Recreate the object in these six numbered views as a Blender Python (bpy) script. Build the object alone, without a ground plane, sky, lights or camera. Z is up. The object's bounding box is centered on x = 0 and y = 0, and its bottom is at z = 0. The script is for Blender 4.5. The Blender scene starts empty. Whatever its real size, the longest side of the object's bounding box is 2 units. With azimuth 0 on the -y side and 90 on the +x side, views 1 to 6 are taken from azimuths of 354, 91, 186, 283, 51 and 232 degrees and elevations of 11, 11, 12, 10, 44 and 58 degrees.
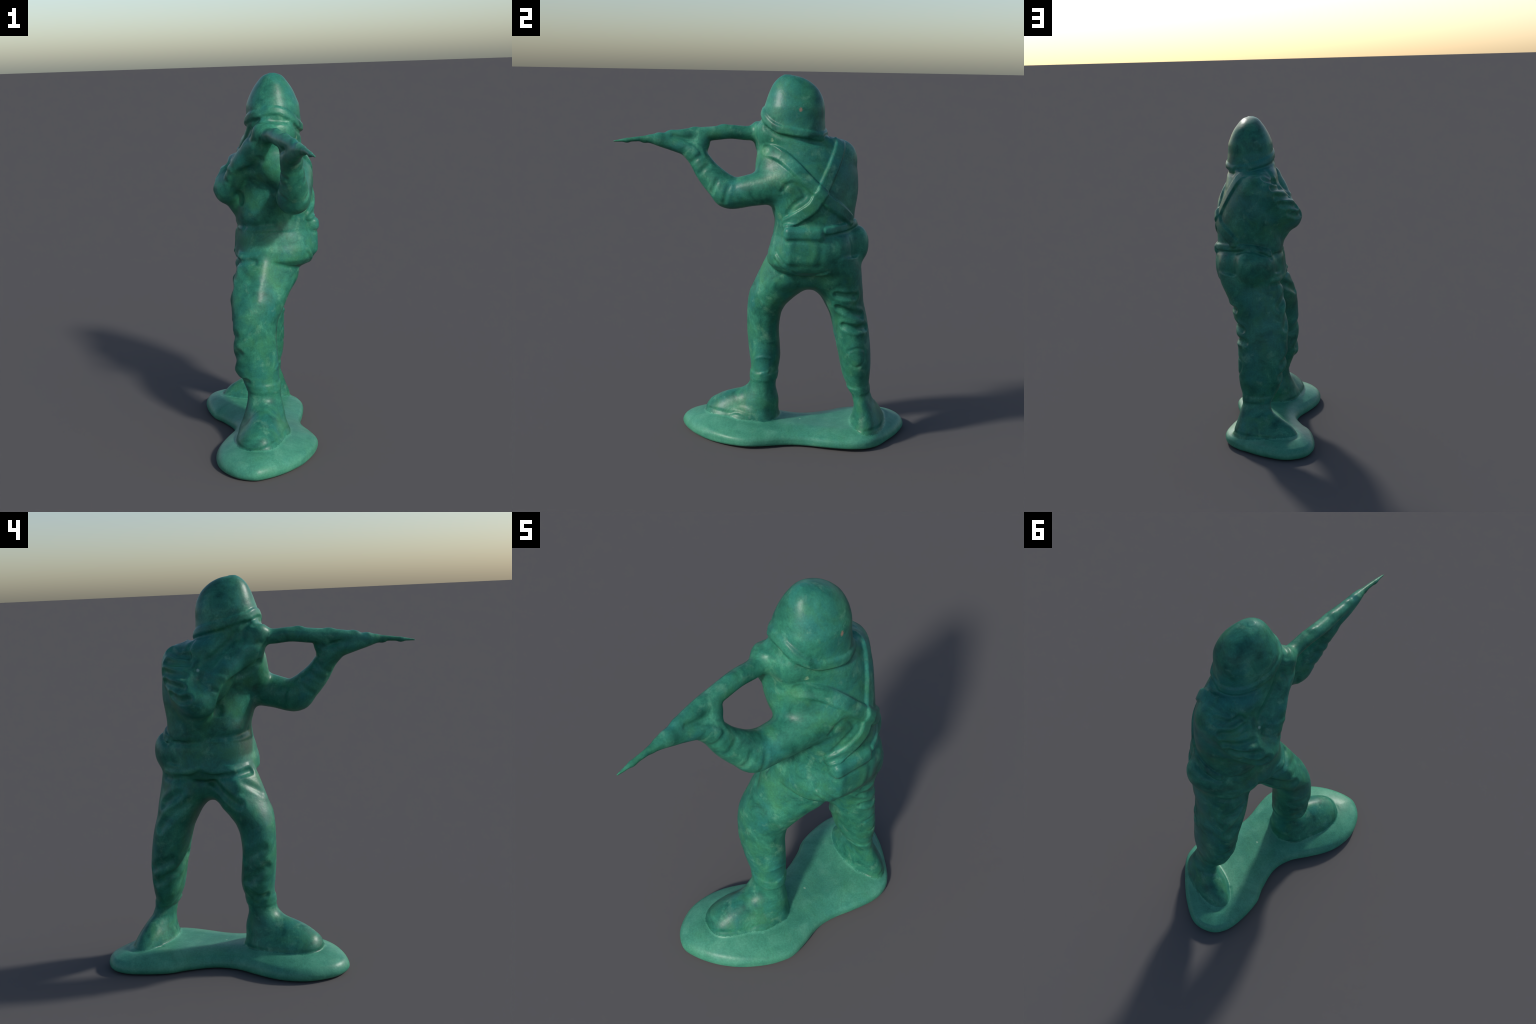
"""Green moulded toy soldier, standing and aiming a rifle, on an hourglass stand.

The whole figure is one piece of plastic, so it is modelled as one implicit
solid: every part (torso, limbs, helmet, rifle ...) is a signed-distance shape,
the shapes are blended together, straps / pouches / cloth folds are raised or
sunk on the blended surface, and the result is meshed.  The mesh is then
separated by region into named parts whose borders coincide.
The soldier's chest faces -x, he aims towards -y, his back is +x.
"""
import bpy, math
import numpy as np

H = 0.0045                                   # mesh cell size (m)
LO = np.array([-0.36, -0.84, -0.03])
HI = np.array([0.36, 0.84, 2.04])
N = np.ceil((HI - LO) / H).astype(int) + 1
AX = [(LO[i] + H * np.arange(N[i])).astype(np.float32) for i in range(3)]
FAR = 0.09
FIELD = np.full(N, FAR, np.float32)          # blended distance
BEST = np.full(N, FAR, np.float32)           # nearest single part
LABEL = np.zeros(N, np.uint8)
PARTS = ["base", "torso", "head", "helmet", "arm", "hand", "arm_b", "hand_b", "leg",
         "boot", "leg_b", "boot_b", "rifle", "belt", "strap", "strap_b", "pouch",
         "pouch_b", "canteen", "jacket_skirt"]
PID = {n: i for i, n in enumerate(PARTS)}


# ---------------------------------------------------------------- helpers
def box(lo, hi):
    i0 = np.clip(np.floor((np.array(lo) - LO) / H).astype(int), 0, N - 2)
    i1 = np.clip(np.ceil((np.array(hi) - LO) / H).astype(int) + 1, i0 + 2, N)
    s = tuple(slice(a, b) for a, b in zip(i0, i1))
    X, Y, Z = np.meshgrid(*[AX[k][s[k]] for k in range(3)], indexing="ij", sparse=True)
    return s, X, Y, Z


def pchip(x, y, q):
    """Monotone cubic through (x, y), evaluated at q (clamped)."""
    x, y = np.asarray(x, float), np.asarray(y, float)
    h, d = np.diff(x), np.diff(y) / np.diff(x)
    m = np.zeros(len(x))
    m[0], m[-1] = d[0], d[-1]
    for i in range(1, len(x) - 1):
        if d[i - 1] * d[i] > 0:
            w1, w2 = 2 * h[i] + h[i - 1], h[i] + 2 * h[i - 1]
            m[i] = (w1 + w2) / (w1 / d[i - 1] + w2 / d[i])
    q = np.clip(q, x[0], x[-1])
    k = np.clip(np.searchsorted(x, q) - 1, 0, len(h) - 1)
    t = (q - x[k]) / h[k]
    return (y[k] * (1 + 2 * t) * (1 - t) ** 2 + h[k] * m[k] * t * (1 - t) ** 2
            + y[k + 1] * t * t * (3 - 2 * t) + h[k] * m[k + 1] * t * t * (t - 1))


def spline(pts, n=10, closed=False):
    """Catmull-Rom through control points (any dimension)."""
    p = np.asarray(pts, float)
    if closed:
        p = np.vstack([p[-1], p, p[0], p[1]])
    else:
        p = np.vstack([2 * p[0] - p[1], p, 2 * p[-1] - p[-2]])
    out = []
    for i in range(1, len(p) - 2):
        for t in np.arange(n) / n:
            a, b, c, d = p[i - 1:i + 3]
            out.append(0.5 * (2 * b + (c - a) * t + (2 * a - 5 * b + 4 * c - d) * t * t
                              + (3 * b - a - 3 * c + d) * t ** 3))
    if not closed:
        out.append(p[-2])
    return np.array(out)


def smin(a, b, k):
    h = np.maximum(k - np.abs(a - b), 0) / k
    return np.minimum(a, b) - h * h * k * 0.25


def normalise(d):
    g = np.gradient(d, H)
    return d / np.maximum(np.sqrt(g[0] ** 2 + g[1] ** 2 + g[2] ** 2), 1.0)


def add(part, s, d, k):
    """Blend a distance field into the solid with blend width k."""
    d = np.minimum(d, FAR).astype(np.float32)
    FIELD[s] = smin(FIELD[s], d, k)
    closer = d < BEST[s]
    LABEL[s][closer] = PID[part]
    BEST[s] = np.minimum(BEST[s], d)


# ---------------------------------------------------------------- shapes
def column(part, rows, n=2.2, k=0.04, skew=(), cuts=(), margin=0.05):
    """Loft of horizontal sections. rows: (z, x_min, x_max, y_min, y_max).
    Super-ellipse of exponent n; or, with skew, an ellipse in the same box leaning
    along (+x, +y) by skew ((z, amount), ...). each cut (nx, ny, ((z, offset), ...), blend) planes off a flank."""
    r = np.array(sorted(rows), float)
    z, x0, x1, y0, y1 = r.T
    s, X, Y, Z = box([x0.min() - margin, y0.min() - margin, z[0] - margin],
                     [x1.max() + margin, y1.max() + margin, z[-1] + margin])
    zz = Z.ravel()
    f = [pchip(z, a, zz).reshape(Z.shape).astype(np.float32)
         for a in ((x0 + x1) / 2, (y0 + y1) / 2, (x1 - x0) / 2, (y1 - y0) / 2)]
    u, v = X - f[0], Y - f[1]
    a, b = np.maximum(f[2], 1e-3), np.maximum(f[3], 1e-3)
    if skew:
        sk = np.array(skew, float)
        skew = pchip(sk[:, 0], sk[:, 1], zz).reshape(Z.shape)
        w = 1 - skew * skew
        q = np.sqrt(np.maximum(((u / a) ** 2 - 2 * skew * u * v / (a * b) + (v / b) ** 2) / w, 1e-8))
        g = np.sqrt(((u / a - skew * v / b) / a) ** 2 + ((v / b - skew * u / a) / b) ** 2) / (q * w)
    else:
        u, v = np.abs(u) + 1e-5, np.abs(v) + 1e-5
        q = ((u / a) ** n + (v / b) ** n) ** (1.0 / n)
        g = q ** (1 - n) * np.sqrt((u ** (n - 1) / a ** n) ** 2 + (v ** (n - 1) / b ** n) ** 2)
    d = np.where(q > 0.3, (q - 1) / np.maximum(g, 1e-3), (q - 1) * np.minimum(a, b))
    for nx, ny, offsets, blend in cuts:
        o = np.array(offsets, float)
        plane = X * nx + Y * ny - pchip(o[:, 0], o[:, 1], zz).reshape(Z.shape)
        d = -smin(-d, -plane, blend)
    dz = np.maximum(z[0] - Z, Z - z[-1])
    d = np.where((d > 0) & (dz > 0), np.sqrt(np.maximum(d, 0) ** 2 + np.maximum(dz, 0) ** 2), np.maximum(d, dz))
    add(part, s, normalise(d), k)


def limb(part, stations, k=0.03, flat=None, n=8):
    """Round tube along a spline. stations: (x, y, z, radius);
    flat = (direction, factor) squashes it along a direction."""
    p = spline(stations, n)
    rmax = p[:, 3].max()
    m = rmax * 1.4 + 0.06
    s, X, Y, Z = box(p[:, :3].min(0) - m, p[:, :3].max(0) + m)
    c0 = p[:, :3].mean(0)
    q = p.copy()
    A = [X, Y, Z]
    if flat is not None:
        ax = np.array(flat[0], float); ax /= np.linalg.norm(ax)
        w = (1 / flat[1] - 1)
        t = (X - c0[0]) * ax[0] + (Y - c0[1]) * ax[1] + (Z - c0[2]) * ax[2]
        A = [A[i] + w * ax[i] * t for i in range(3)]
        q[:, :3] += w * np.outer((p[:, :3] - c0) @ ax, ax)
    best = None
    for a, b in zip(q[:-1], q[1:]):
        e = b[:3] - a[:3]
        t = ((A[0] - a[0]) * e[0] + (A[1] - a[1]) * e[1] + (A[2] - a[2]) * e[2]) / max(e @ e, 1e-9)
        t = np.clip(t, 0, 1)
        d = np.sqrt((A[0] - a[0] - t * e[0]) ** 2 + (A[1] - a[1] - t * e[1]) ** 2
                    + (A[2] - a[2] - t * e[2]) ** 2) - (a[3] + t * (b[3] - a[3]))
        best = d if best is None else np.minimum(best, d)
    if flat is not None:
        best = normalise(best)
    add(part, s, best, k)


def ellipsoid(part, c, r, k=0.03, turn=0.0, n=2.0):
    m = max(r) + 0.06
    s, X, Y, Z = box(np.array(c) - m, np.array(c) + m)
    X, Y, Z = X - c[0], Y - c[1], Z - c[2]
    cs, sn = math.cos(turn), math.sin(turn)
    X, Y = cs * X + sn * Y, -sn * X + cs * Y
    q = (np.abs(X / r[0]) ** n + np.abs(Y / r[1]) ** n + np.abs(Z / r[2]) ** n) ** (1 / n)
    g = np.sqrt((np.abs(X) ** (n - 1) / r[0] ** n) ** 2 + (np.abs(Y) ** (n - 1) / r[1] ** n) ** 2
                + (np.abs(Z) ** (n - 1) / r[2] ** n) ** 2) * np.maximum(q, 1e-3) ** (1 - n)
    d = np.where(q > 0.3, (q - 1) / np.maximum(g, 1e-3), (q - 1) * min(r))
    add(part, s, d, k)


def slab(part, c, half, rnd, turn=0.0, tilt=0.0, k=0.012):
    """Rounded box turned about z (turn) and about its own y axis (tilt)."""
    m = float(np.linalg.norm(half)) + 0.05
    s, X, Y, Z = box(np.array(c) - m, np.array(c) + m)
    X, Y, Z = X - c[0], Y - c[1], Z - c[2]
    cs, sn = math.cos(turn), math.sin(turn)
    X, Y = cs * X + sn * Y, -sn * X + cs * Y
    cs, sn = math.cos(tilt), math.sin(tilt)
    X, Z = cs * X + sn * Z, -sn * X + cs * Z
    q = [np.abs(A) - (h - rnd) for A, h in zip((X, Y, Z), half)]
    d = np.sqrt(sum(np.maximum(a, 0) ** 2 for a in q)) + np.minimum(np.maximum(np.maximum(q[0], q[1]), q[2]), 0) - rnd
    add(part, s, d, k)


def stand(outline):
    """Pillow-edged slab with a closed spline outline, humped under the front boot."""
    p = spline(outline, 6, closed=True)
    s, X, Y, Z = box([-0.36, -0.52, -0.03], [0.3, 0.84, 0.2])
    gx, gy = X[:, :, 0], Y[:, :, 0]
    gx, gy = np.broadcast_arrays(gx, gy)
    d2 = np.full(gx.shape, 9.0)
    inside = np.zeros(gx.shape, bool)
    for a, b in zip(p, np.roll(p, -1, 0)):
        e = b - a
        t = np.clip(((gx - a[0]) * e[0] + (gy - a[1]) * e[1]) / max(e @ e, 1e-9), 0, 1)
        d2 = np.minimum(d2, np.hypot(gx - a[0] - t * e[0], gy - a[1] - t * e[1]))
        cross = (a[1] > gy) != (b[1] > gy)
        inside ^= cross & (gx < a[0] + (gy - a[1]) * e[0] / (e[1] if e[1] else 1e-9))
    d2 = np.where(inside, -d2, d2)
    t = np.clip(-d2 / 0.13, 0, 1)
    top = (0.054 + 0.038 * t * (2 - t)
           + 0.040 * np.exp(-((gx + 0.065) / 0.15) ** 2 - ((gy + 0.14) / 0.20) ** 2)
           + 0.014 * np.exp(-((gx + 0.03) / 0.20) ** 2 - ((gy - 0.59) / 0.09) ** 2)
           - 0.006 * np.exp(-((gx - 0.02) / 0.16) ** 2 - ((gy - 0.36) / 0.13) ** 2))[:, :, None]
    bottom = (0.012 * np.clip((gx - 0.14) / 0.1, 0, 1))[:, :, None]     # +x edge lifts off the ground
    r = (0.028 - 0.012 * np.clip((gx - 0.08) / 0.1, 0, 1))[:, :, None]
    zc, hz = (top + bottom) / 2, (top - bottom) / 2
    qx, qz = d2[:, :, None] + r, np.abs(Z - zc) - hz + r
    d = np.sqrt(np.maximum(qx, 0) ** 2 + np.maximum(qz, 0) ** 2) + np.minimum(np.maximum(qx, qz), 0) - r
    add("base", s, d, 0.012)


# ------------------------------------------------------- surface detail
def sample(p):
    f = (np.asarray(p) - LO) / H
    i = np.clip(np.floor(f).astype(int), 0, N - 2)
    t = f - i
    v = 0
    for a in (0, 1):
        for b in (0, 1):
            for c in (0, 1):
                w = (t[..., 0] if a else 1 - t[..., 0]) * (t[..., 1] if b else 1 - t[..., 1]) * (t[..., 2] if c else 1 - t[..., 2])
                v = v + w * FIELD[i[..., 0] + a, i[..., 1] + b, i[..., 2] + c]
    return v


def snap(p, steps=12):
    """Walk points onto the surface along the field's gradient."""
    p = np.array(p, float)
    e = H
    for _ in range(steps):
        d = sample(p)
        g = np.stack([sample(p + np.eye(3)[i] * e) - sample(p - np.eye(3)[i] * e) for i in range(3)], -1) / (2 * e)
        p = p - 0.8 * d[..., None] * g / np.maximum((g * g).sum(-1, keepdims=True), 0.15)
    return p


def side(pts, x_from):
    """(y, z) points seen from +x or -x, dropped on to the surface."""
    out = []
    sgn = 1 if x_from > 0 else -1
    for y, z in pts:
        xs = sgn * np.arange(0.34, -0.34, -0.002)
        q = np.stack([xs, np.full_like(xs, y), np.full_like(xs, z)], -1)
        v = sample(q)
        hit = np.argmax(v < 0.0) if (v < 0).any() else np.argmin(v)
        out.append(q[hit])
    return np.array(out)


def path_distance(p, reach):
    s, X, Y, Z = box(p.min(0) - reach, p.max(0) + reach)
    best = None
    for a, b in zip(p[:-1], p[1:]):
        e = b - a
        t = np.clip(((X - a[0]) * e[0] + (Y - a[1]) * e[1] + (Z - a[2]) * e[2]) / max(e @ e, 1e-9), 0, 1)
        d = (X - a[0] - t * e[0]) ** 2 + (Y - a[1] - t * e[1]) ** 2 + (Z - a[2] - t * e[2]) ** 2
        best = d if best is None else np.minimum(best, d)
    return s, np.sqrt(best)


def band(part, pts, half, rise, edge=0.010, n=6, fade=0.0):
    """Flat-topped raised strip (strap, belt, brim) along a path on the surface."""
    p = snap(spline(pts, n))
    s, d = path_distance(p, half + edge + 0.02)
    w = np.clip((half + edge - d) / edge, 0, 1)
    w = w * w * (3 - 2 * w)
    if fade:                                     # sinks away at the start of the path
        X, Y, Z = np.meshgrid(*[AX[k][s[k]] for k in range(3)], indexing="ij", sparse=True)
        w = w * np.clip((np.sqrt((X - p[0, 0]) ** 2 + (Y - p[0, 1]) ** 2 + (Z - p[0, 2]) ** 2) - 0.02) / fade, 0, 1)
    near = np.abs(FIELD[s]) < 0.03
    FIELD[s] -= (rise * w).astype(np.float32)
    if part:
        LABEL[s][(w > 0.5) & near] = PID[part]


def crease(pts, depth, width, n=6, lip=0.0):
    """Sunken (depth > 0) or raised fold, fading at its ends."""
    p = snap(spline(pts, n))
    s, d = path_distance(p, width * 3.2)
    g = np.exp(-(d / width) ** 2)
    FIELD[s] += (depth * g).astype(np.float32)
    if lip:
        FIELD[s] -= (lip * np.exp(-((d - 1.8 * width) / (0.9 * width)) ** 2)).astype(np.float32)


# ================================================================ FIGURE
# --- left (front) leg and boot
column("leg", [(1.06, -0.135, 0.20, 0.00, 0.26), (1.00, -0.145, 0.20, -0.028, 0.25), (0.92, -0.165, 0.188, -0.055, 0.235),
               (0.84, -0.182, 0.135, -0.083, 0.195), (0.795, -0.186, 0.108, -0.094, 0.150), (0.745, -0.187, 0.080, -0.101, 0.108),
               (0.69, -0.187, 0.055, -0.104, 0.086), (0.61, -0.186, 0.048, -0.103, 0.077), (0.52, -0.184, 0.050, -0.095, 0.083),
               (0.455, -0.182, 0.052, -0.087, 0.087), (0.415, -0.168, 0.053, -0.080, 0.084), (0.375, -0.140, 0.054, -0.077, 0.077),
               (0.33, -0.120, 0.056, -0.077, 0.070)], skew=((0.35, 0.0), (0.45, 0.03), (0.6, 0.16), (0.8, 0.22)), k=0.05,
       cuts=[(-0.6, -0.8, ((0.60, 0.30), (0.72, 0.22), (0.80, 0.155), (0.87, 0.108), (0.95, 0.062), (1.0, 0.035), (1.06, 0.0)), 0.04),
             (0.46, -0.888, ((0.60, 0.25), (0.72, 0.16), (0.80, 0.105), (0.87, 0.058), (0.95, 0.030), (1.06, -0.005)), 0.04)])
column("boot", [(0.36, -0.120, 0.055, -0.076, 0.074), (0.30, -0.119, 0.060, -0.082, 0.066), (0.24, -0.128, 0.068, -0.10, 0.062),
                (0.18, -0.150, 0.078, -0.12, 0.070), (0.12, -0.170, 0.09, -0.14, 0.080), (0.05, -0.185, 0.105, -0.15, 0.088)], skew=((0.0, 0.1), (0.3, 0.0)), k=0.02)
ellipsoid("boot", (-0.064, -0.123, 0.072), (0.132, 0.213, 0.112), k=0.03, turn=-0.26, n=2.5)       # welt of the boot
limb("boot", [(-0.033, 0.00, 0.196, 0.072), (-0.046, -0.10, 0.178, 0.077), (-0.066, -0.19, 0.150, 0.077), (-0.084, -0.248, 0.122, 0.068)], k=0.05)  # instep to toe
ellipsoid("boot", (0.040, -0.090, 0.095), (0.050, 0.085, 0.055), k=0.04)                    # outer edge of the sole

# --- right (rear) leg and boot
column("leg_b", [(1.06, -0.115, 0.255, 0.25, 0.50), (1.00, -0.122, 0.252, 0.255, 0.513), (0.94, -0.130, 0.228, 0.262, 0.520),
                 (0.865, -0.140, 0.195, 0.275, 0.529), (0.785, -0.152, 0.170, 0.318, 0.538), (0.71, -0.159, 0.155, 0.354, 0.556),
                 (0.62, -0.155, 0.150, 0.378, 0.573), (0.52, -0.146, 0.150, 0.402, 0.585), (0.43, -0.122, 0.147, 0.420, 0.589),
                 (0.37, -0.106, 0.139, 0.435, 0.586), (0.33, -0.085, 0.128, 0.452, 0.583), (0.29, -0.055, 0.122, 0.475, 0.586)], n=2.05, k=0.05,
       cuts=[(-0.7, 0.7, ((0.72, 0.52), (0.85, 0.43), (0.95, 0.388), (1.06, 0.375)), 0.04)])
column("boot_b", [(0.31, -0.058, 0.123, 0.462, 0.583), (0.27, -0.050, 0.126, 0.486, 0.592), (0.23, -0.060, 0.138, 0.497, 0.607),
                  (0.19, -0.112, 0.150, 0.502, 0.635), (0.14, -0.182, 0.168, 0.497, 0.665), (0.10, -0.212, 0.182, 0.488, 0.683),
                  (0.05, -0.225, 0.192, 0.475, 0.692)], skew=((0.0, -0.25), (0.3, -0.25)), k=0.02)

# seat of the trousers between the legs
ellipsoid("leg_b", (0.045, 0.255, 0.935), (0.125, 0.13, 0.072), k=0.06)

# --- jacket: chest to skirt; the right shoulder blade slopes away at the back
BACK = ((1.0, 0.47), (1.2, 0.446), (1.4, 0.432), (1.5, 0.424), (1.6, 0.400), (1.68, 0.365))
column("torso", [(1.68, 0.0, 0.17, 0.10, 0.36), (1.65, -0.05, 0.200, 0.04, 0.420), (1.61, -0.080, 0.222, -0.01, 0.457), (1.55, -0.090, 0.243, -0.035, 0.477),
                 (1.50, -0.092, 0.258, -0.035, 0.487), (1.46, -0.095, 0.272, -0.015, 0.492), (1.38, -0.105, 0.288, 0.010, 0.490), (1.30, -0.120, 0.288, 0.028, 0.474),
                 (1.24, -0.126, 0.284, 0.043, 0.470), (1.18, -0.129, 0.285, 0.040, 0.478)], n=2.6, k=0.04,
       cuts=[(0.62, 0.785, BACK, 0.05), (-0.6, -0.8, ((1.2, 0.03), (1.3, -0.028), (1.42, -0.03), (1.5, 0.01), (1.6, 0.06)), 0.04),
             (0.9, 0.436, ((1.15, 0.42), (1.3, 0.40), (1.4, 0.372), (1.5, 0.342), (1.6, 0.308), (1.68, 0.275)), 0.04)])
SKIRT = ((0.9, 0.43), (1.0, 0.445), (1.1, 0.458), (1.25, 0.44))
column("jacket_skirt", [(1.24, -0.108, 0.275, 0.058, 0.462), (1.18, -0.125, 0.285, 0.040, 0.485), (1.11, -0.134, 0.300, 0.022, 0.505),
                 (1.06, -0.138, 0.298, 0.010, 0.508), (1.025, -0.138, 0.290, 0.008, 0.505), (0.995, -0.118, 0.275, 0.030, 0.492), (0.965, -0.05, 0.225, 0.07, 0.44)],
       n=2.7, k=0.012, cuts=[(0.62, 0.785, SKIRT, 0.05), (-0.7, 0.7, ((0.9, 0.345), (1.05, 0.352), (1.25, 0.340)), 0.05)])
# collar and bunched cloth at the right side of the neck, left shoulder under the stock
ellipsoid("torso", (-0.005, 0.235, 1.625), (0.085, 0.095, 0.075), k=0.04)
limb("torso", [(0.075, 0.07, 1.66, 0.075), (0.085, 0.035, 1.60, 0.082), (0.10, 0.03, 1.53, 0.085)], k=0.05)

# --- head under the helmet
column("head", [(1.80, -0.03, 0.18, -0.01, 0.26), (1.74, -0.062, 0.212, -0.03, 0.285), (1.69, -0.076, 0.220, -0.025, 0.295),
                (1.64, -0.088, 0.222, 0.0, 0.31), (1.58, -0.095, 0.22, 0.02, 0.34)], n=2.2, k=0.035)
ellipsoid("head", (0.085, -0.002, 1.700), (0.085, 0.058, 0.080), k=0.035)

# --- helmet dome
column("helmet", [(2.0005, 0.060, 0.088, 0.080, 0.110), (1.988, 0.030, 0.122, 0.058, 0.168), (1.955, -0.001, 0.153, 0.026, 0.230),
                  (1.92, -0.025, 0.178, 0.008, 0.264), (1.87, -0.050, 0.201, -0.010, 0.288), (1.83, -0.062, 0.215, -0.022, 0.295),
                  (1.79, -0.063, 0.218, -0.030, 0.296), (1.76, -0.063, 0.220, -0.020, 0.297), (1.70, -0.055, 0.220, 0.01, 0.298)], n=2.15, k=0.025)

# --- right arm: upper arm, elbow, forearm folded in to the chest, fist at the grip
limb("arm_b", [(0.02, 0.385, 1.572, 0.086), (-0.035, 0.365, 1.525, 0.092), (-0.100, 0.315, 1.462, 0.094), (-0.143, 0.272, 1.408, 0.090), (-0.160, 0.248, 1.388, 0.083)], k=0.03)
limb("arm_b", [(-0.150, 0.232, 1.390, 0.078), (-0.120, 0.170, 1.455, 0.069), (-0.083, 0.105, 1.545, 0.064), (-0.040, 0.050, 1.610, 0.061)], k=0.02)
limb("arm_b", [(-0.075, 0.325, 1.41, 0.080), (-0.090, 0.295, 1.355, 0.070), (-0.102, 0.262, 1.305, 0.060)], k=0.04)              # sleeve hanging under the elbow
ellipsoid("arm_b", (-0.080, 0.240, 1.528), (0.062, 0.065, 0.060), k=0.04)              # cloth bunched in the crook of the elbow
limb("hand_b", [(-0.034, 0.045, 1.618, 0.058), (-0.014, -0.004, 1.640, 0.060), (0.004, -0.027, 1.668, 0.055)], k=0.03)
limb("torso", [(0.005, 0.01, 1.605, 0.062), (0.035, 0.015, 1.55, 0.066), (0.07, 0.02, 1.50, 0.07)], k=0.04)
ellipsoid("hand_b", (0.008, -0.035, 1.712), (0.055, 0.055, 0.050), k=0.04)

# --- left arm: upper arm, elbow, forearm, hand under the barrel
limb("arm", [(0.178, 0.12, 1.45, 0.10), (0.166, 0.02, 1.425, 0.092), (0.150, -0.09, 1.400, 0.083), (0.132, -0.17, 1.381, 0.081), (0.128, -0.208, 1.388, 0.080)], k=0.04)
limb("arm", [(0.128, -0.200, 1.388, 0.081), (0.122, -0.256, 1.433, 0.073), (0.112, -0.314, 1.491, 0.063), (0.102, -0.357, 1.552, 0.055), (0.097, -0.388, 1.590, 0.051)], k=0.02)
limb("hand", [(0.097, -0.375, 1.590, 0.050), (0.096, -0.43, 1.616, 0.044), (0.099, -0.50, 1.635, 0.038), (0.107, -0.565, 1.648, 0.030), (0.115, -0.61, 1.655, 0.02)], k=0.02)
ellipsoid("hand", (0.080, -0.350, 1.640), (0.036, 0.045, 0.045), k=0.03)

# --- rifle: slim stock and stepped barrel
limb("rifle", [(0.010, -0.035, 1.700, 0.045), (0.028, -0.11, 1.691, 0.038), (0.040, -0.20, 1.697, 0.037), (0.054, -0.30, 1.687, 0.037),
               (0.070, -0.39, 1.682, 0.035), (0.086, -0.48, 1.675, 0.029), (0.104, -0.56, 1.665, 0.020), (0.122, -0.65, 1.659, 0.014),
               (0.133, -0.735, 1.651, 0.010), (0.143, -0.803, 1.644, 0.004)], k=0.02)
for y, x, z, r in ((-0.235, 0.045, 1.716, 0.020), (-0.385, 0.069, 1.700, 0.020), (-0.505, 0.092, 1.684, 0.020), (-0.57, 0.106, 1.674, 0.015), (-0.645, 0.119, 1.648, 0.012), (-0.735, 0.132, 1.646, 0.008)):
    ellipsoid("rifle", (x, y, z), (r * 0.8, r * 1.5, r), k=0.015)       # sight, bands and lugs

# --- pouches and canteen on the belt
slab("pouch", (0.262, 0.194, 1.100), (0.040, 0.092, 0.072), 0.034, k=0.02)
slab("pouch", (0.270, 0.198, 1.195), (0.038, 0.106, 0.038), 0.030, k=0.015)
ellipsoid("pouch_b", (0.180, 0.362, 1.085), (0.075, 0.085, 0.108), k=0.03, n=2.5, turn=-0.7)
ellipsoid("canteen", (0.060, 0.455, 1.115), (0.088, 0.094, 0.105), k=0.035, n=2.4)

ellipsoid("canteen", (0.000, 0.435, 1.110), (0.080, 0.078, 0.085), k=0.05)

# --- stand
stand([(0.243, -0.06), (0.225, 0.02), (0.200, 0.10), (0.190, 0.17), (0.200, 0.25), (0.225, 0.34),
       (0.246, 0.45), (0.240, 0.53), (0.205, 0.60), (0.120, 0.672), (-0.01, 0.755), (-0.15, 0.804),
       (-0.26, 0.768), (-0.312, 0.69), (-0.318, 0.58), (-0.29, 0.44), (-0.24, 0.355), (-0.188, 0.225),
       (-0.197, 0.11), (-0.25, 0.0), (-0.295, -0.10), (-0.314, -0.20), (-0.30, -0.31), (-0.235, -0.415),
       (-0.15, -0.464), (-0.08, -0.458), (0.02, -0.41), (0.11, -0.335), (0.20, -0.21), (0.238, -0.12)])

# ---------------------------------------------------------------- relief
# helmet brim
brim = [(-0.075, 0.04, 1.787), (-0.072, 0.13, 1.762), (-0.045, 0.235, 1.738), (0.04, 0.295, 1.708), (0.14, 0.288, 1.688),
        (0.215, 0.215, 1.700), (0.232, 0.12, 1.716), (0.215, 0.04, 1.730), (0.165, -0.005, 1.765), (0.10, -0.025, 1.806),
        (0.03, -0.028, 1.815), (-0.035, -0.012, 1.803), (-0.075, 0.04, 1.787)]
band("helmet", brim, 0.014, 0.009, edge=0.014)
crease([(p[0], p[1], p[2] - 0.036) for p in brim[1:9]], 0.009, 0.013)            # shadow gap under the brim

# belt right round, under-cut below
belt = [(-0.13, 0.10, 1.205), (-0.13, 0.20, 1.200), (-0.125, 0.28, 1.185), (-0.11, 0.36, 1.180), (-0.06, 0.45, 1.195),
        (0.03, 0.475, 1.222), (0.12, 0.45, 1.228), (0.20, 0.40, 1.222), (0.26, 0.31, 1.213)]
band("belt", belt[4:], 0.015, 0.009, edge=0.009)
crease(belt[:5], 0.012, 0.016)
crease([(0.05, 0.055, 1.215), (-0.06, 0.035, 1.212), (-0.13, 0.10, 1.205)], 0.010, 0.016)
crease([(p[0], p[1], p[2] - 0.032) for p in belt[4:]], 0.010, 0.012)

# cross straps on the back
band("strap", side([(-0.005, 1.615), (0.035, 1.607), (0.085, 1.583), (0.138, 1.539), (0.204, 1.475), (0.278, 1.405), (0.331, 1.353), (0.378, 1.320), (0.433, 1.262)], 1), 0.029, 0.016, edge=0.009, fade=0.08)
band("strap_b", np.vstack([[(0.05, 0.375, 1.675)], side([(0.376, 1.66), (0.375, 1.632), (0.345, 1.543), (0.297, 1.43), (0.266, 1.377), (0.234, 1.331), (0.144, 1.268), (0.11, 1.245)], 1)]), 0.027, 0.013, edge=0.009, fade=0.08)

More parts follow.
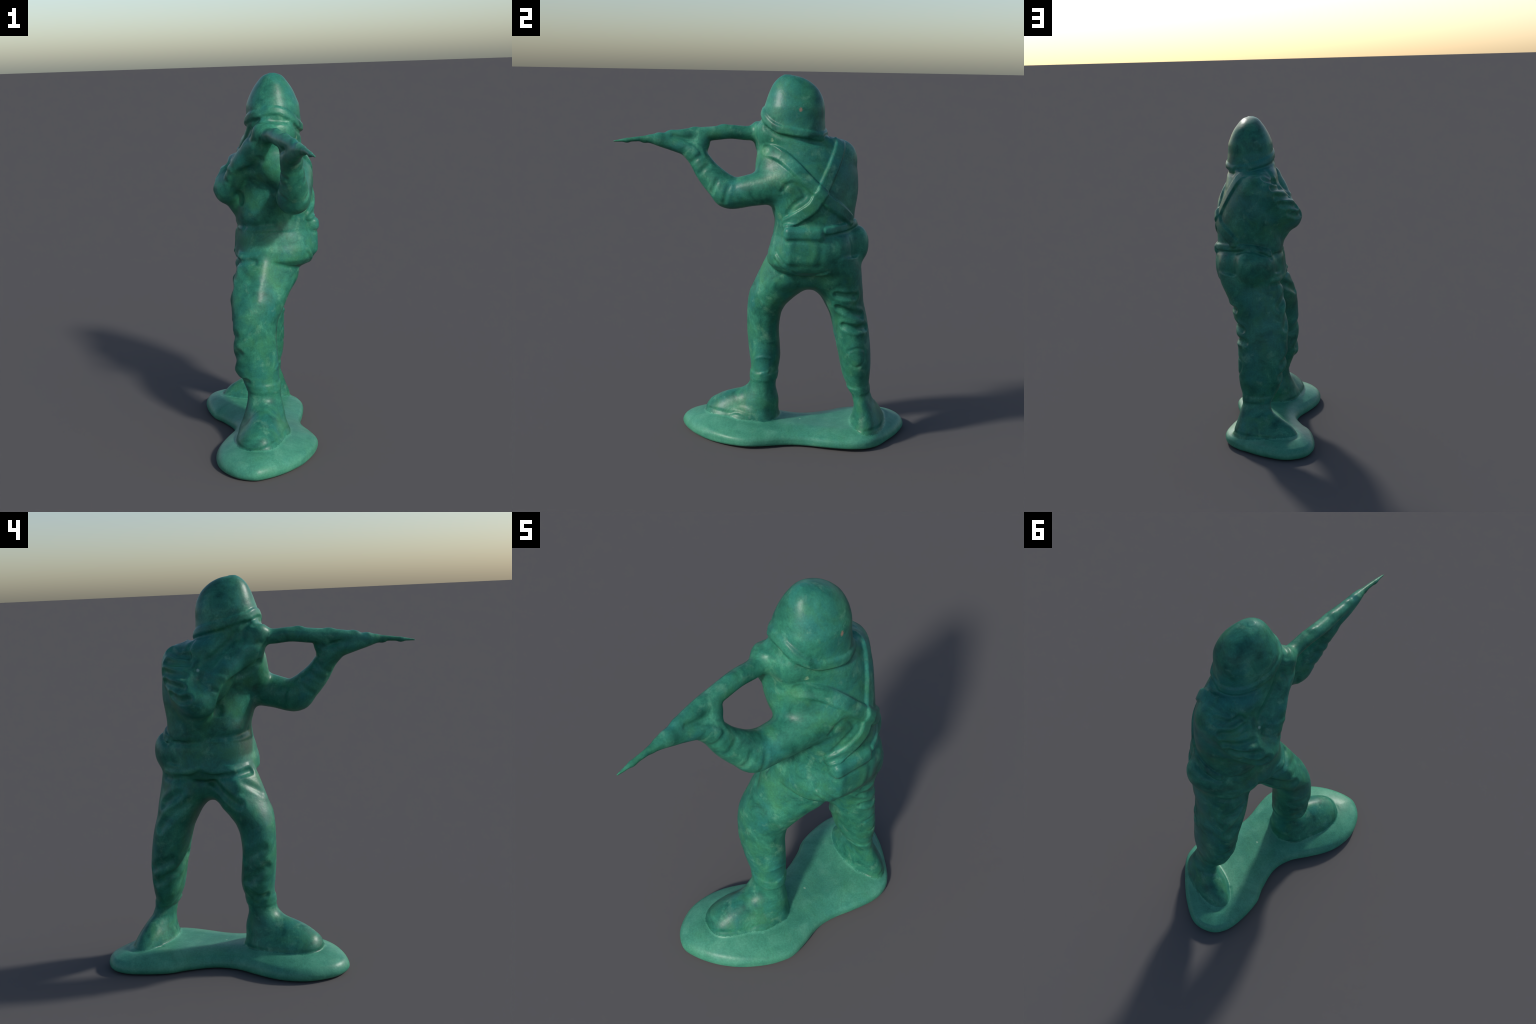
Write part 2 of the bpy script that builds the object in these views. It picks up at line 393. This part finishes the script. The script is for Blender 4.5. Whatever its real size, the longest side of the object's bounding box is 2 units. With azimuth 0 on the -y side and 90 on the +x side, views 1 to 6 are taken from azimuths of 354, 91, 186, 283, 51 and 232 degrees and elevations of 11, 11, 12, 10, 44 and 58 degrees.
# jacket hem: double welt over the left hip, front hem and opening
hem = side([(0.054, 1.072), (0.096, 1.018), (0.15, 0.980), (0.204, 0.966), (0.27, 0.975), (0.32, 0.985)], 1)
crease(hem, -0.008, 0.012)
crease(hem + (0, 0, 0.022), 0.005, 0.008)
crease(hem + (0, 0, -0.022), 0.004, 0.009)
front_hem = side([(0.463, 0.995), (0.428, 0.992), (0.326, 1.000), (0.265, 1.018), (0.226, 1.008), (0.176, 1.003), (0.077, 1.012), (0.017, 1.022)], -1)
crease(front_hem, 0.018, 0.015)
crease(front_hem + (0, 0, 0.030), -0.006, 0.013)
crease(side([(0.256, 1.04), (0.252, 1.106), (0.258, 1.175)], -1), 0.010, 0.014)

# folds of the right sleeve
for row in ([(0.409, 1.641), (0.366, 1.614), (0.307, 1.612)], [(0.419, 1.585), (0.364, 1.578), (0.309, 1.572)],
            [(0.427, 1.537), (0.372, 1.526), (0.303, 1.519)], [(0.415, 1.492), (0.36, 1.472), (0.306, 1.460)], [(0.37, 1.43), (0.32, 1.405), (0.27, 1.41)]):
    crease(side(row, -1), 0.016, 0.016, lip=0.004)
crease(side([(0.29, 1.68), (0.30, 1.62), (0.285, 1.57)], -1), 0.010, 0.014)
crease(side([(0.10, 1.50), (0.16, 1.52), (0.21, 1.545)], -1), -0.005, 0.014)
crease(side([(0.14, 1.44), (0.19, 1.47), (0.23, 1.50)], -1), 0.005, 0.012)
# forearm stands clear of chest and neck
crease(side([(-0.04, 1.565), (0.03, 1.515), (0.085, 1.475), (0.125, 1.41), (0.155, 1.33)], -1), 0.026, 0.018)
crease(side([(0.06, 1.715), (0.10, 1.665), (0.16, 1.615), (0.22, 1.57)], -1), 0.017, 0.016)
# face gap under the brim, fist against the cheek, cuff, fingers round the fore-end
crease([(-0.045, -0.03, 1.772), (0.0, -0.055, 1.775), (0.06, -0.06, 1.772), (0.12, -0.04, 1.755)], 0.011, 0.013)
crease(side([(0.0, 1.765), (0.025, 1.735), (0.04, 1.69)], -1), 0.007, 0.014)
crease(side([(0.035, 1.70), (0.018, 1.678), (-0.03, 1.660), (-0.06, 1.665)], -1), 0.003, 0.010)
crease(side([(-0.494, 1.676), (-0.438, 1.661), (-0.388, 1.636), (-0.348, 1.60)], 1), 0.008, 0.010)
crease(side([(-0.44, 1.655), (-0.40, 1.64), (-0.36, 1.625)], -1), 0.006, 0.010)
# folds of the left sleeve
for row in ([(-0.394, 1.542), (-0.344, 1.582)], [(-0.349, 1.488), (-0.309, 1.528)], [(-0.284, 1.389), (-0.259, 1.45)], [(-0.219, 1.346), (-0.199, 1.426)]):
    crease(side(row, 1), 0.004, 0.012, lip=0.001)
for row in ([(-0.376, 1.504), (-0.321, 1.55)], [(-0.34, 1.466), (-0.279, 1.507)], [(-0.293, 1.399), (-0.226, 1.451)], [(-0.147, 1.334), (-0.161, 1.419)]):
    crease(side(row, -1), 0.004, 0.012, lip=0.001)
# hollow behind the left armpit
crease(side([(0.081, 1.415), (0.10, 1.445), (0.135, 1.457), (0.175, 1.435), (0.20, 1.395)], 1), 0.010, 0.011)
crease(side([(0.19, 1.38), (0.142, 1.345), (0.11, 1.296)], 1), 0.008, 0.012)
# trouser folds
for row in ([(0.395, 0.782), (0.46, 0.755), (0.52, 0.73)], [(0.43, 0.678), (0.49, 0.665), (0.545, 0.66)], [(0.385, 0.86), (0.48, 0.848)]):
    crease(side(row, 1), 0.017, 0.016, lip=0.005)
crease(side([(0.45, 0.531), (0.504, 0.554), (0.546, 0.533), (0.542, 0.476), (0.501, 0.446), (0.459, 0.474), (0.45, 0.531)], 1), 0.005, 0.008)
crease(side([(-0.05, 0.445), (-0.008, 0.464), (0.035, 0.454)], 1), -0.005, 0.007)
crease(side([(-0.02, 0.364), (0.022, 0.38)], 1), -0.005, 0.007)
for depth, width, row in (
        (0.016, 0.019, [(0.213, 0.975), (0.147, 0.923), (0.056, 0.87)]), (0.004, 0.018, [(0.04, 0.975), (-0.01, 0.940), (-0.04, 0.914)]),
        (0.014, 0.021, [(0.467, 0.86), (0.425, 0.89), (0.382, 0.911)]), (0.015, 0.021, [(0.485, 0.739), (0.44, 0.79), (0.343, 0.871)]),
        (0.007, 0.020, [(0.046, 0.586), (-0.01, 0.625), (-0.06, 0.650)]), (0.012, 0.021, [(0.024, 0.473), (-0.03, 0.52), (-0.07, 0.55)]),
        (0.008, 0.016, [(0.033, 0.425), (-0.01, 0.39), (-0.05, 0.39)]), (0.012, 0.019, [(0.54, 0.52), (0.49, 0.55), (0.44, 0.57)]),
        (0.014, 0.019, [(0.538, 0.437), (0.47, 0.475), (0.416, 0.509), (0.371, 0.565)])):
    crease(side(row, -1), depth, width, lip=0.25 * depth)
# welt where the boots meet the stand
crease([(0.07, -0.08, 0.12), (0.02, -0.18, 0.12), (-0.04, -0.28, 0.12), (-0.12, -0.33, 0.11), (-0.19, -0.25, 0.11), (-0.20, -0.12, 0.11), (-0.16, 0.0, 0.11), (-0.10, 0.08, 0.11)], 0.004, 0.009)
crease([(0.20, 0.56, 0.1), (0.13, 0.65, 0.1), (0.0, 0.68, 0.1), (-0.14, 0.70, 0.1), (-0.22, 0.66, 0.1), (-0.215, 0.58, 0.1), (-0.14, 0.52, 0.1)], 0.004, 0.009)

# everything rests on z = 0
np.maximum(FIELD, -AX[2][None, None, :], out=FIELD)


# ---------------------------------------------------------------- meshing
def surface_nets(F):
    neg = F < 0
    cnt = np.zeros(tuple(np.array(F.shape) - 1), np.uint8)
    for a in (0, 1):
        for b in (0, 1):
            for c in (0, 1):
                cnt += neg[a:F.shape[0] - 1 + a, b:F.shape[1] - 1 + b, c:F.shape[2] - 1 + c]
    act = (cnt > 0) & (cnt < 8)
    idx = np.argwhere(act)
    ids = np.full(act.shape, -1, np.int32)
    ids[act] = np.arange(len(idx))
    pos = np.zeros((len(idx), 3)); num = np.zeros(len(idx))
    corner = lambda o: F[idx[:, 0] + o[0], idx[:, 1] + o[1], idx[:, 2] + o[2]]
    for ax in range(3):
        o1, o2 = [i for i in range(3) if i != ax]
        for a in (0, 1):
            for b in (0, 1):
                lo = [0, 0, 0]; lo[o1] = a; lo[o2] = b
                hi = list(lo); hi[ax] = 1
                f0, f1 = corner(lo), corner(hi)
                m = (f0 < 0) != (f1 < 0)
                t = np.where(m, f0 / np.where(m, f0 - f1, 1), 0)
                q = np.array(lo, float) + t[:, None] * np.eye(3)[ax]
                pos[m] += q[m]; num[m] += 1
    verts = LO + (idx + pos / num[:, None]) * H
    quads = []
    for ax in range(3):
        o1, o2 = (ax + 1) % 3, (ax + 2) % 3
        sl = [slice(1, -1)] * 3
        a = [slice(None)] * 3; b = [slice(None)] * 3
        a[ax] = slice(0, -1); b[ax] = slice(1, None)
        n0, n1 = neg[tuple(a)], neg[tuple(b)]
        e = np.argwhere(n0 != n1)
        ok = (e[:, o1] > 0) & (e[:, o2] > 0) & (e[:, o1] < F.shape[o1] - 1) & (e[:, o2] < F.shape[o2] - 1)
        e = e[ok]
        inside = n0[e[:, 0], e[:, 1], e[:, 2]]
        def cell(d1, d2):
            c = e.copy(); c[:, o1] -= d1; c[:, o2] -= d2
            return ids[c[:, 0], c[:, 1], c[:, 2]]
        q = np.stack([cell(1, 1), cell(0, 1), cell(0, 0), cell(1, 0)], 1)
        q[~inside] = q[~inside][:, ::-1]
        quads.append(q)
    return verts, np.vstack(quads)


verts, quads = surface_nets(FIELD)


def relax(v, q, rounds=3):
    """Taubin smoothing: takes out the cell pattern, keeps the volume."""
    e = np.vstack([q[:, [0, 1]], q[:, [1, 2]], q[:, [2, 3]], q[:, [3, 0]]])
    deg = np.bincount(e.ravel(), minlength=len(v)).astype(float)
    for _ in range(rounds):
        for w in (0.55, -0.57):
            acc = np.stack([np.bincount(e[:, 0], v[e[:, 1], i], len(v)) + np.bincount(e[:, 1], v[e[:, 0], i], len(v)) for i in range(3)], 1)
            v = v + w * (acc / np.maximum(deg, 1)[:, None] - v)
    return v


verts = relax(verts, quads)
verts[:, 2] = np.maximum(verts[:, 2] - verts[:, 2].min(), 0)

fn = np.cross(verts[quads[:, 2]] - verts[quads[:, 0]], verts[quads[:, 3]] - verts[quads[:, 1]])
vn = np.stack([sum(np.bincount(quads[:, j], fn[:, i], len(verts)) for j in range(4)) for i in range(3)], 1)
vn /= np.maximum(np.linalg.norm(vn, axis=1, keepdims=True), 1e-12)


# ---------------------------------------------------------------- material
# Pale chips and dirt specks: (position, radius, colour)
SPECKS = [((0.185, 0.067, 1.914), 0.010, (0.50, 0.40, 0.28)), ((0.208, 0.167, 1.826), 0.011, (0.34, 0.20, 0.15)),
          ((0.0, 0.204, 0.098), 0.008, (0.28, 0.42, 0.30)), ((-0.147, 0.24, 1.546), 0.010, (0.22, 0.36, 0.30)),
          ((-0.13, 0.058, 1.012), 0.014, (0.26, 0.34, 0.27)), ((0.245, 0.135, 1.61), 0.008, (0.28, 0.38, 0.24)),
          ((0.19, 0.02, 1.665), 0.012, (0.24, 0.40, 0.24))]


def plastic(name, stops, mottling, specks):
    """Moulded green plastic: cloudy light/dark patches, blue-green drifts, fine grain."""
    m = bpy.data.materials.new(name)
    m.use_nodes = True
    nt = m.node_tree
    b = nt.nodes["Principled BSDF"]
    tc = nt.nodes.new("ShaderNodeTexCoord")

    def node(kind, **props):
        n = nt.nodes.new(kind)
        for k, v in props.items():
            setattr(n, k, v)
        return n

    def noise(scale, detail, rough=0.55, dist=0.0, shift=0.0):
        mp = node("ShaderNodeMapping")
        mp.inputs["Location"].default_value = (shift, shift * 1.7, shift * 0.6)
        nt.links.new(tc.outputs["Object"], mp.inputs["Vector"])
        n = node("ShaderNodeTexNoise")
        for k, v in (("Scale", scale), ("Detail", detail), ("Roughness", rough), ("Distortion", dist)):
            n.inputs[k].default_value = v
        nt.links.new(mp.outputs["Vector"], n.inputs["Vector"])
        return n.outputs["Fac"]

    def ramp(fac, stops):
        r = node("ShaderNodeValToRGB")
        while len(r.color_ramp.elements) < len(stops):
            r.color_ramp.elements.new(0.5)
        for e, (p, c) in zip(r.color_ramp.elements, stops):
            e.position = p
            e.color = (*c, 1) if isinstance(c, tuple) else (c, c, c, 1)
        nt.links.new(fac, r.inputs["Fac"])
        return r.outputs["Color"]

    def mix(fac, a, c, mode="MIX"):
        x = node("ShaderNodeMix", data_type="RGBA", blend_type=mode)
        if isinstance(fac, float):
            x.inputs["Factor"].default_value = fac
        else:
            nt.links.new(fac, x.inputs["Factor"])
        for sock, val in (("A", a), ("B", c)):
            s = [i for i in x.inputs if i.name == sock and i.type == "RGBA"][0]
            if isinstance(val, tuple):
                s.default_value = (*val, 1)
            else:
                nt.links.new(val, s)
        return [o for o in x.outputs if o.type == "RGBA"][0]

    col = ramp(noise(10, 7, 0.66, 0.5), stops)
    blue = ramp(noise(6, 4, 0.6, 0.5, 3.1), [(0.48, 0.0), (0.68, 0.65 * mottling)])
    col = mix(blue, col, (0.022, 0.165, 0.150))
    leaf = ramp(noise(8, 4, 0.6, 0.4, 7.7), [(0.50, 0.0), (0.70, 0.55 * mottling)])
    col = mix(leaf, col, (0.045, 0.190, 0.075))
    pale = ramp(noise(14, 5, 0.6, 0.2, 12.3), [(0.58, 0.0), (0.78, 0.45 * mottling)])
    col = mix(pale, col, (0.200, 0.420, 0.270))
    grain = ramp(noise(120, 3, 0.7, 0.0, 1.3), [(0.3, 0.82), (0.7, 1.16)])
    col = mix(0.8, col, grain, "MULTIPLY")
    wob = noise(90, 2, 0.5)
    for p, r, c in specks:
        d = node("ShaderNodeVectorMath", operation="DISTANCE")
        d.inputs[1].default_value = p
        nt.links.new(tc.outputs["Object"], d.inputs[0])
        j = node("ShaderNodeMath", operation="MULTIPLY_ADD")
        nt.links.new(wob, j.inputs[0])
        j.inputs[1].default_value = r * 1.2
        nt.links.new(d.outputs["Value"], j.inputs[2])
        f = node("ShaderNodeMapRange", clamp=True)
        for k, v in (("From Min", r * 1.1), ("From Max", r * 1.8), ("To Min", 0.9), ("To Max", 0.0)):
            f.inputs[k].default_value = v
        nt.links.new(j.outputs[0], f.inputs["Value"])
        col = mix(f.outputs["Result"], col, c)
    nt.links.new(col, b.inputs["Base Color"])
    bump = node("ShaderNodeBump")
    bump.inputs["Strength"].default_value = 0.10
    bump.inputs["Distance"].default_value = 0.01
    nt.links.new(noise(45, 4, 0.6, 0.0, 5.0), bump.inputs["Height"])
    nt.links.new(bump.outputs["Normal"], b.inputs["Normal"])
    b.inputs["Roughness"].default_value = 0.38
    b.inputs["Specular IOR Level"].default_value = 0.34
    b.inputs["IOR"].default_value = 1.4
    return m


BODY = plastic("green_plastic", [(0.28, (0.007, 0.070, 0.050)), (0.43, (0.017, 0.124, 0.084)), (0.57, (0.029, 0.176, 0.113)), (0.75, (0.072, 0.285, 0.178))], 0.9, SPECKS)
FOOT = plastic("green_plastic_stand", [(0.28, (0.036, 0.180, 0.117)), (0.5, (0.053, 0.232, 0.150)), (0.72, (0.082, 0.285, 0.188))], 0.35, SPECKS)

# ---------------------------------------------------------------- parts
cell = np.clip(np.round((verts[quads].mean(1) - LO) / H).astype(int), 0, N - 1)
face_label = LABEL[cell[:, 0], cell[:, 1], cell[:, 2]]

root = bpy.data.objects.new("toy_soldier", None)
root["label"] = "green plastic toy soldier aiming a rifle on a stand"
root["category"] = "toy soldier"
bpy.context.scene.collection.objects.link(root)

PLAIN = {"arm_b": "arm.001", "hand_b": "hand.001", "leg_b": "leg.001", "boot_b": "boot.001",
         "strap_b": "strap.001", "pouch_b": "pouch.001"}
UNDER = {"hand": "arm", "hand_b": "arm_b", "boot": "leg", "boot_b": "leg_b"}
built = {}
for name in PARTS:
    f = quads[face_label == PID[name]]
    if not len(f):
        continue
    used, inv = np.unique(f, return_inverse=True)
    me = bpy.data.meshes.new(PLAIN.get(name, name))
    me.from_pydata(verts[used].tolist(), [], inv.reshape(f.shape).tolist())
    me.polygons.foreach_set("use_smooth", np.ones(len(f), bool))
    me.update()
    me.normals_split_custom_set_from_vertices(vn[used].tolist())
    me.materials.append(FOOT if name == "base" else BODY)
    ob = bpy.data.objects.new(PLAIN.get(name, name), me)
    bpy.context.scene.collection.objects.link(ob)
    built[name] = ob
for name, ob in built.items():
    ob.parent = built.get(UNDER.get(name), root)
print("faces", len(quads), {n: int((face_label == PID[n]).sum()) for n in PARTS})
